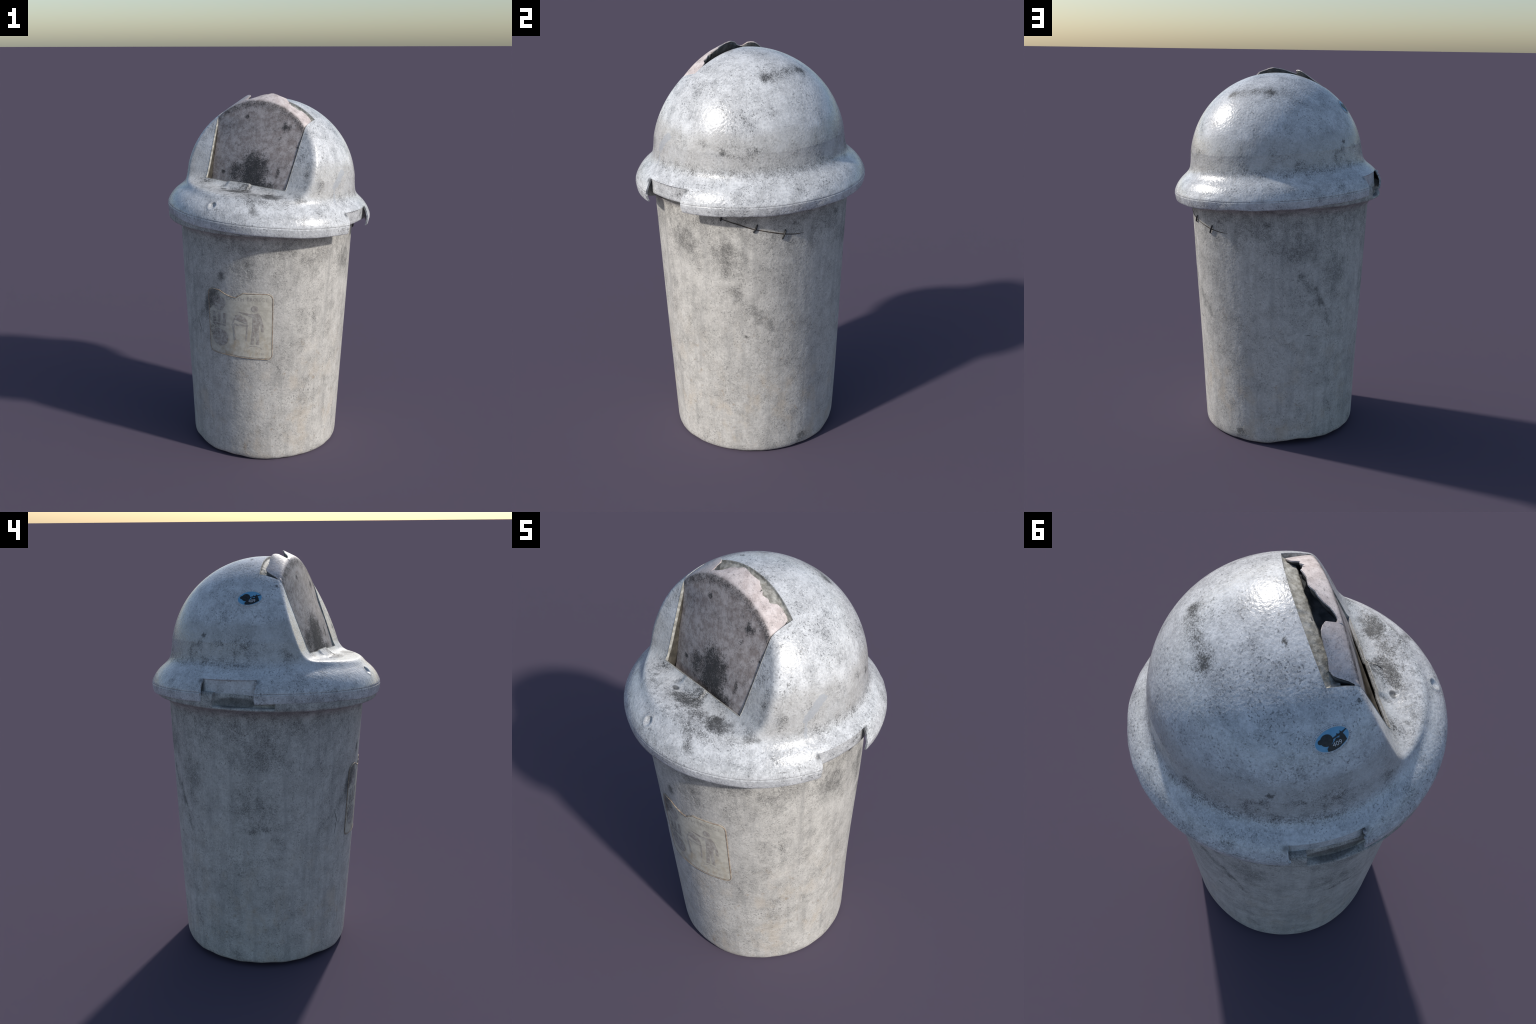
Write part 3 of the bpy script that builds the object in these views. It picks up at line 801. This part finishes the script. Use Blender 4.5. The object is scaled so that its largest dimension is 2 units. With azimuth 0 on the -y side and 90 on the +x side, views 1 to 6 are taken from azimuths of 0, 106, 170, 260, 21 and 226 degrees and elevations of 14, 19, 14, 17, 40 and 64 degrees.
# recessed walls behind the handle cut-outs
for sgn in (1, -1):
    ya = np.linspace(-HN - 0.022, HN + 0.022, 60)
    prof = [(-0.058, 0.5215), (-0.064, 0.5275), (-0.070, 0.5275), (-0.080, 0.5265), (-0.11, 0.5265), (-0.132, 0.5270), (-0.1405, 0.5260), (-0.144, 0.5225), (-0.145, 0.510)]
    V = []
    for hh, rr in prof:
        k = 0.003 * np.array([noise.noise((y * 18, hh * 10, sgn)) for y in ya]) * (hh < -0.12)
        rc = rr - 0.55 * ya * ya - 0.004 * smooth(0.1, 0.15, np.abs(ya))
        V.append(np.stack([sgn * rc, ya, hh + k], -1))
    ob = lid_part('handle_recess', np.concatenate(V), grid_faces(len(prof), 60), M_LID)
    solidify(ob, 0.007, -1 if sgn < 0 else 1)

# ------------------------------------------------------------------ swing door
TEAR = [(-0.270, .162), (-0.257, .135), (-0.249, .104), (-0.243, .088), (-0.231, .079), (-0.203, .083), (-0.174, .079), (-0.148, .079), (-0.132, .082), (-0.118, .090), (-0.1064, .101),
        (-0.1060, .134), (-0.095, .141), (-0.08, .139), (-0.058, .129), (-0.04, .113), (-0.023, .103), (0.0, .096), (0.012, .086), (0.020, .083), (0.04, .085), (0.06, .088), (0.08, .085), (0.102, .081), (0.113, .088),
        (0.127, .092), (0.131, .107), (0.134, .094), (0.146, .105), (0.166, .093), (0.181, .099), (0.190, .084), (0.196, .074), (0.216, .067), (0.240, .066), (0.252, .070), (0.2585, .092), (0.27, .16)]
TX, TF = np.array(TEAR).T

def arch_z(x): return 0.099 + math.sqrt(0.37 ** 2 - min(abs(x), 0.30) ** 2)
def roof_slope(x):
    if x < -0.106: return 0.33 + 0.19 * smooth(-0.22, -0.12, x)
    return float(np.interp(x, [-.106, 0, .05, .1, .16, .25], [.42, .50, .49, .40, .19, .14]))

def door_column(u):
    """polyline of the door skin for one column; u in -1..1 across: up the front, over the edge, back along the roof"""
    xa = -0.002 + 0.262 * u
    za = arch_z(xa)
    zf = np.linspace(-0.035, za, 240)
    x = -0.002 + u * (0.2375 + 0.0245 * np.clip((zf - 0.02) / 0.33, -0.2, 1))
    s = 0.297 + 0.063 * min(1.2, (xa / 0.25) ** 2)
    setb = 0.047 * np.clip((0.25 - x) / 0.49, 0, 1) ** 1.3 * np.clip((0.36 - zf) / 0.33, 0, 1.1)
    belly = 0.002 * np.clip(1 - (x / 0.25) ** 2, 0, 1) * np.sin(np.pi * np.clip((zf + 0.03) / 0.47, 0, 1))
    ess = -0.005 * np.sin(np.pi * np.clip((zf - 0.14) / (za - 0.14), 0, 1)) ** 2
    F = 0.2855 - s * (zf - 0.03) - setb + belly + ess
    face = np.stack([x, -F, zf], -1)
    Fs = F[-1]
    fb = min(np.interp(xa, TX, TF) + 0.0015 * noise.noise((xa * 300, 2, 2)), Fs - 0.008)
    Fr = np.linspace(Fs, fb, 40); back = Fs - Fr
    Zr = za + roof_slope(xa) * back - 0.35 * back * back
    roof = np.stack([np.full(40, xa), -Fr, Zr], -1)
    # round the edge between front and roof
    cut = 0.021
    d = np.cumsum(np.r_[0, np.linalg.norm(np.diff(face, axis=0), axis=1)])
    s_face = np.linspace(0, d[-1] - cut, 60)
    fc = np.stack([np.interp(s_face, d, face[:, k]) for k in range(3)], -1)
    d2 = np.cumsum(np.r_[0, np.linalg.norm(np.diff(roof, axis=0), axis=1)])
    c2 = min(cut, d2[-1] * 0.45)
    p2 = np.array([np.interp(c2, d2, roof[:, k]) for k in range(3)])
    t = np.linspace(0, 1, 10)[1:-1, None]
    bez = (1 - t)**2 * fc[-1] + 2 * t * (1 - t) * roof[0] + t * t * p2
    rf = np.stack([np.interp(np.linspace(c2, d2[-1], 24), d2, roof[:, k]) for k in range(3)], -1)
    return np.concatenate([fc, bez, rf])

def build_door():
    us = np.sort(np.r_[np.linspace(-1, 1, 200), (np.array([-0.1064, -0.1060, 0.127, 0.131, 0.134]) + 0.002) / 0.262])
    cols = [door_column(u) for u in us]
    # returns at both ends
    def ends(c, sgn):
        o = []
        tgt = np.array([sgn * 0.20, 0.12, 0.05])
        nrm = tgt - c; nrm = nrm / np.linalg.norm(nrm, axis=1)[:, None]
        for a, b in ((0.0025, 0.0015), (0.007, 0.004), (0.014, 0.0045), (0.03, 0.004), (0.05, 0.002)):
            o.append(c + nrm * a + np.array([sgn * b, 0, 0]))
        return o
    left = ends(cols[0], -1)[::-1]; right = ends(cols[-1], 1)
    allc = left + cols + right
    nr = len(allc[0])
    v = np.concatenate(allc)
    f = grid_faces(len(allc), nr)
    ob = lid_part('swing_door', v, f, M_DOOR, parent=root)
    bm = bmesh.new(); bm.from_mesh(ob.data); bmesh.ops.recalc_face_normals(bm, faces=bm.faces[:])
    s = sum(q.normal.y for q in bm.faces if q.calc_center_median().z < 0.3)
    if s > 0: bmesh.ops.reverse_faces(bm, faces=bm.faces[:])
    bm.to_mesh(ob.data); bm.free()
    solidify(ob, 0.0045, -1)
    sharp_by_angle(ob, 60)
    return ob
door = build_door()

# added dark sheet under the torn roof; its colour imitates a deep hollow
def build_drum_sheet():
    xs = np.linspace(-0.25, 0.25, 60); rows = []
    for F, dz in ((0.070, -0.018), (0.080, -0.026), (0.092, -0.034), (0.110, -0.036), (0.128, -0.026), (0.140, -0.018), (0.146, -0.014)):
        zz = []
        for i, x in enumerate(xs):
            dome = math.sqrt(0.47 ** 2 - x * x - F * F)
            zz.append((x, -F, min(dome, arch_z(x)) + dz + 0.004 * noise.noise((x * 25, F * 40, 1.0))))
        rows.append(np.array(zz))
    ob = lid_part('added_drum_sheet', np.concatenate(rows), grid_faces(len(rows), 60), M_POCKET)
    solidify(ob, 0.003, 0)
build_drum_sheet()

def build_curtain():
    us = np.linspace(-0.985, 0.985, 220); ends = np.array([door_column(u)[-1] for u in us]); rows = []
    for k, (dy, dz) in enumerate(((-0.002, -0.0050), (-0.005, -0.018), (-0.009, -0.034), (-0.016, -0.052))):
        rg = np.array([noise.noise((x * 40, k * 0.8, 6.0)) for x in ends[:, 0]])
        r = ends + np.array([0, dy, dz]); r[:, 1] += 0.004 * rg * k / 3; r[:, 2] += 0.006 * rg * k / 3
        r[:, 1] = np.maximum(r[:, 1], -0.148)
        rows.append(r)
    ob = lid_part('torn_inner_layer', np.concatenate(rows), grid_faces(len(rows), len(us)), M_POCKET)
    solidify(ob, 0.0025, 0)
build_curtain()



# ------------------------------------------------------------------ sticker on the dome
SN = np.array([-0.379, -0.050, 0.282]); SN /= np.linalg.norm(SN)
_e = np.array([0.10, -0.98, 0.20]); E1 = _e - SN * (_e @ SN); E1 /= np.linalg.norm(E1); E2 = np.cross(SN, E1)
if E2[2] < 0: E2 = -E2
SA, SB = 0.063, 0.044
def stick(v, off):
    v = np.asarray(v, float)
    d = SN + (v[:, :1] * E1 + v[:, 1:2] * E2) / 0.475
    return d / np.linalg.norm(d, axis=1)[:, None] * (0.4752 + off)

def disc(rx, ry, nr=12, nc=72):
    V = [(rx * r * math.cos(a), ry * r * math.sin(a)) for r in np.linspace(0.01, 1, nr) for a in np.linspace(0, 2 * math.pi, nc, endpoint=False)]
    f = grid_faces(nr, nc, True); f.append(tuple(range(nc))[::-1])
    return np.array(V), f

v, f = disc(SA, SB); st = lid_part('sticker', stick(v, 0.0010), f, M_WHITE); solidify(st, 0.0009, 1)
v, f = disc(SA * 0.86, SB * 0.80); s2 = lid_part('sticker_sky', stick(v, 0.0015), f, M_BLUE)

def sticker_layer(name, shapes, mat, off):
    V, F, c = [], [], 0
    for i, (v, f) in enumerate(shapes):
        P = stick(v, off + 0.00006 * (i % 10)); V.append(P); F += [tuple(k + c for k in q) for q in f]; c += len(P)
    return lid_part(name, np.concatenate(V), F, mat, False)

def inside(pts, k=0.985):
    """pull points that leave the inner oval back on to its edge"""
    o = []
    for x, y in pts:
        q = math.hypot(x / (SA * 0.86), y / (SB * 0.80))
        o.append((x, y) if q < k else (x / q * k, y / q * k))
    return o
sil = [circle(-0.017, 0.005, 0.0195), circle(-0.016, 0.006, 0.0165, 0.0165), circle(-0.022, 0.009, 0.013), circle(-0.036, 0.008, 0.0080), circle(-0.010, 0.001, 0.0125),
       inside([(-0.026, -0.033), (-0.024, -0.022), (-0.016, -0.014), (-0.004, -0.012), (0.006, -0.006), (0.012, 0.000), (0.022, -0.004), (0.026, 0.006), (0.036, 0.005), (0.040, -0.006), (0.042, -0.020), (0.030, -0.026), (0.012, -0.033), (-0.005, -0.036), (-0.018, -0.034)]),
       inside([(0.000, 0.004), (0.016, 0.007), (0.018, 0.013), (0.022, 0.008), (0.028, 0.009), (0.030, 0.017), (0.033, 0.010), (0.047, 0.012), (0.052, 0.016), (0.053, 0.009), (0.047, 0.009), (0.036, 0.004), (0.020, 0.002), (0.0, 0.000)])]
sticker_layer('sticker_figure', [flat_shape(p) for p in sil], M_BLACK, 0.0021)
nv, nf = text_shape('409', 0.021, 1.0); nv = nv + (0.010, -0.018)
sticker_layer('sticker_number', [(nv, nf)], M_WHITE, 0.0030)
ring_txt = 'KRISNA OLEH-OLEH KHAS BALI  KRISNA OLEH-OLEH KHAS BALI  '
# letters spaced evenly along the oval
tt = np.linspace(0, 2 * np.pi, 721); ex, ey = SA * 0.925 * np.cos(tt), SB * 0.895 * np.sin(tt)
arc = np.r_[0, np.cumsum(np.hypot(np.diff(ex), np.diff(ey)))]
letters = []; cache = {}
for i, ch in enumerate(ring_txt):
    if ch == ' ': continue
    if ch not in cache: cache[ch] = text_shape(ch, 0.0056)
    lv, lf = cache[ch]
    s = (1 - (i + 0.5) / len(ring_txt)) * arc[-1]; s = (s + 0.5 * arc[-1]) % arc[-1]
    x, y = np.interp(s, arc, ex), np.interp(s, arc, ey)
    a = np.interp(s, arc, tt); tx, ty = SA * np.sin(a), -SB * np.cos(a); L_ = math.hypot(tx, ty); tx, ty = tx / L_, ty / L_
    letters.append((np.stack([x + lv[:, 0] * tx - lv[:, 1] * ty, y + lv[:, 0] * ty + lv[:, 1] * tx], -1), lf))
sticker_layer('sticker_lettering', letters, M_BLACK, 0.0015)

# hairline cracks and chip marks on the ledge
def ledge_pt(x, F, off=0.0): return (x, -F, float(ledge_z(np.array(x), np.array(F))) - 0.0004 + off)
for pts in ([(0.035, 0.30), (0.028, 0.318), (0.030, 0.335), (0.012, 0.352)], [(-0.105, 0.352), (-0.085, 0.366), (-0.065, 0.372)], [(-0.035, 0.385), (-0.015, 0.372), (-0.005, 0.376)]):
    tube('ledge_crack', [ledge_pt(*p) for p in pts], 0.0016, M_CRACK, True, 6, lid, LID_M)
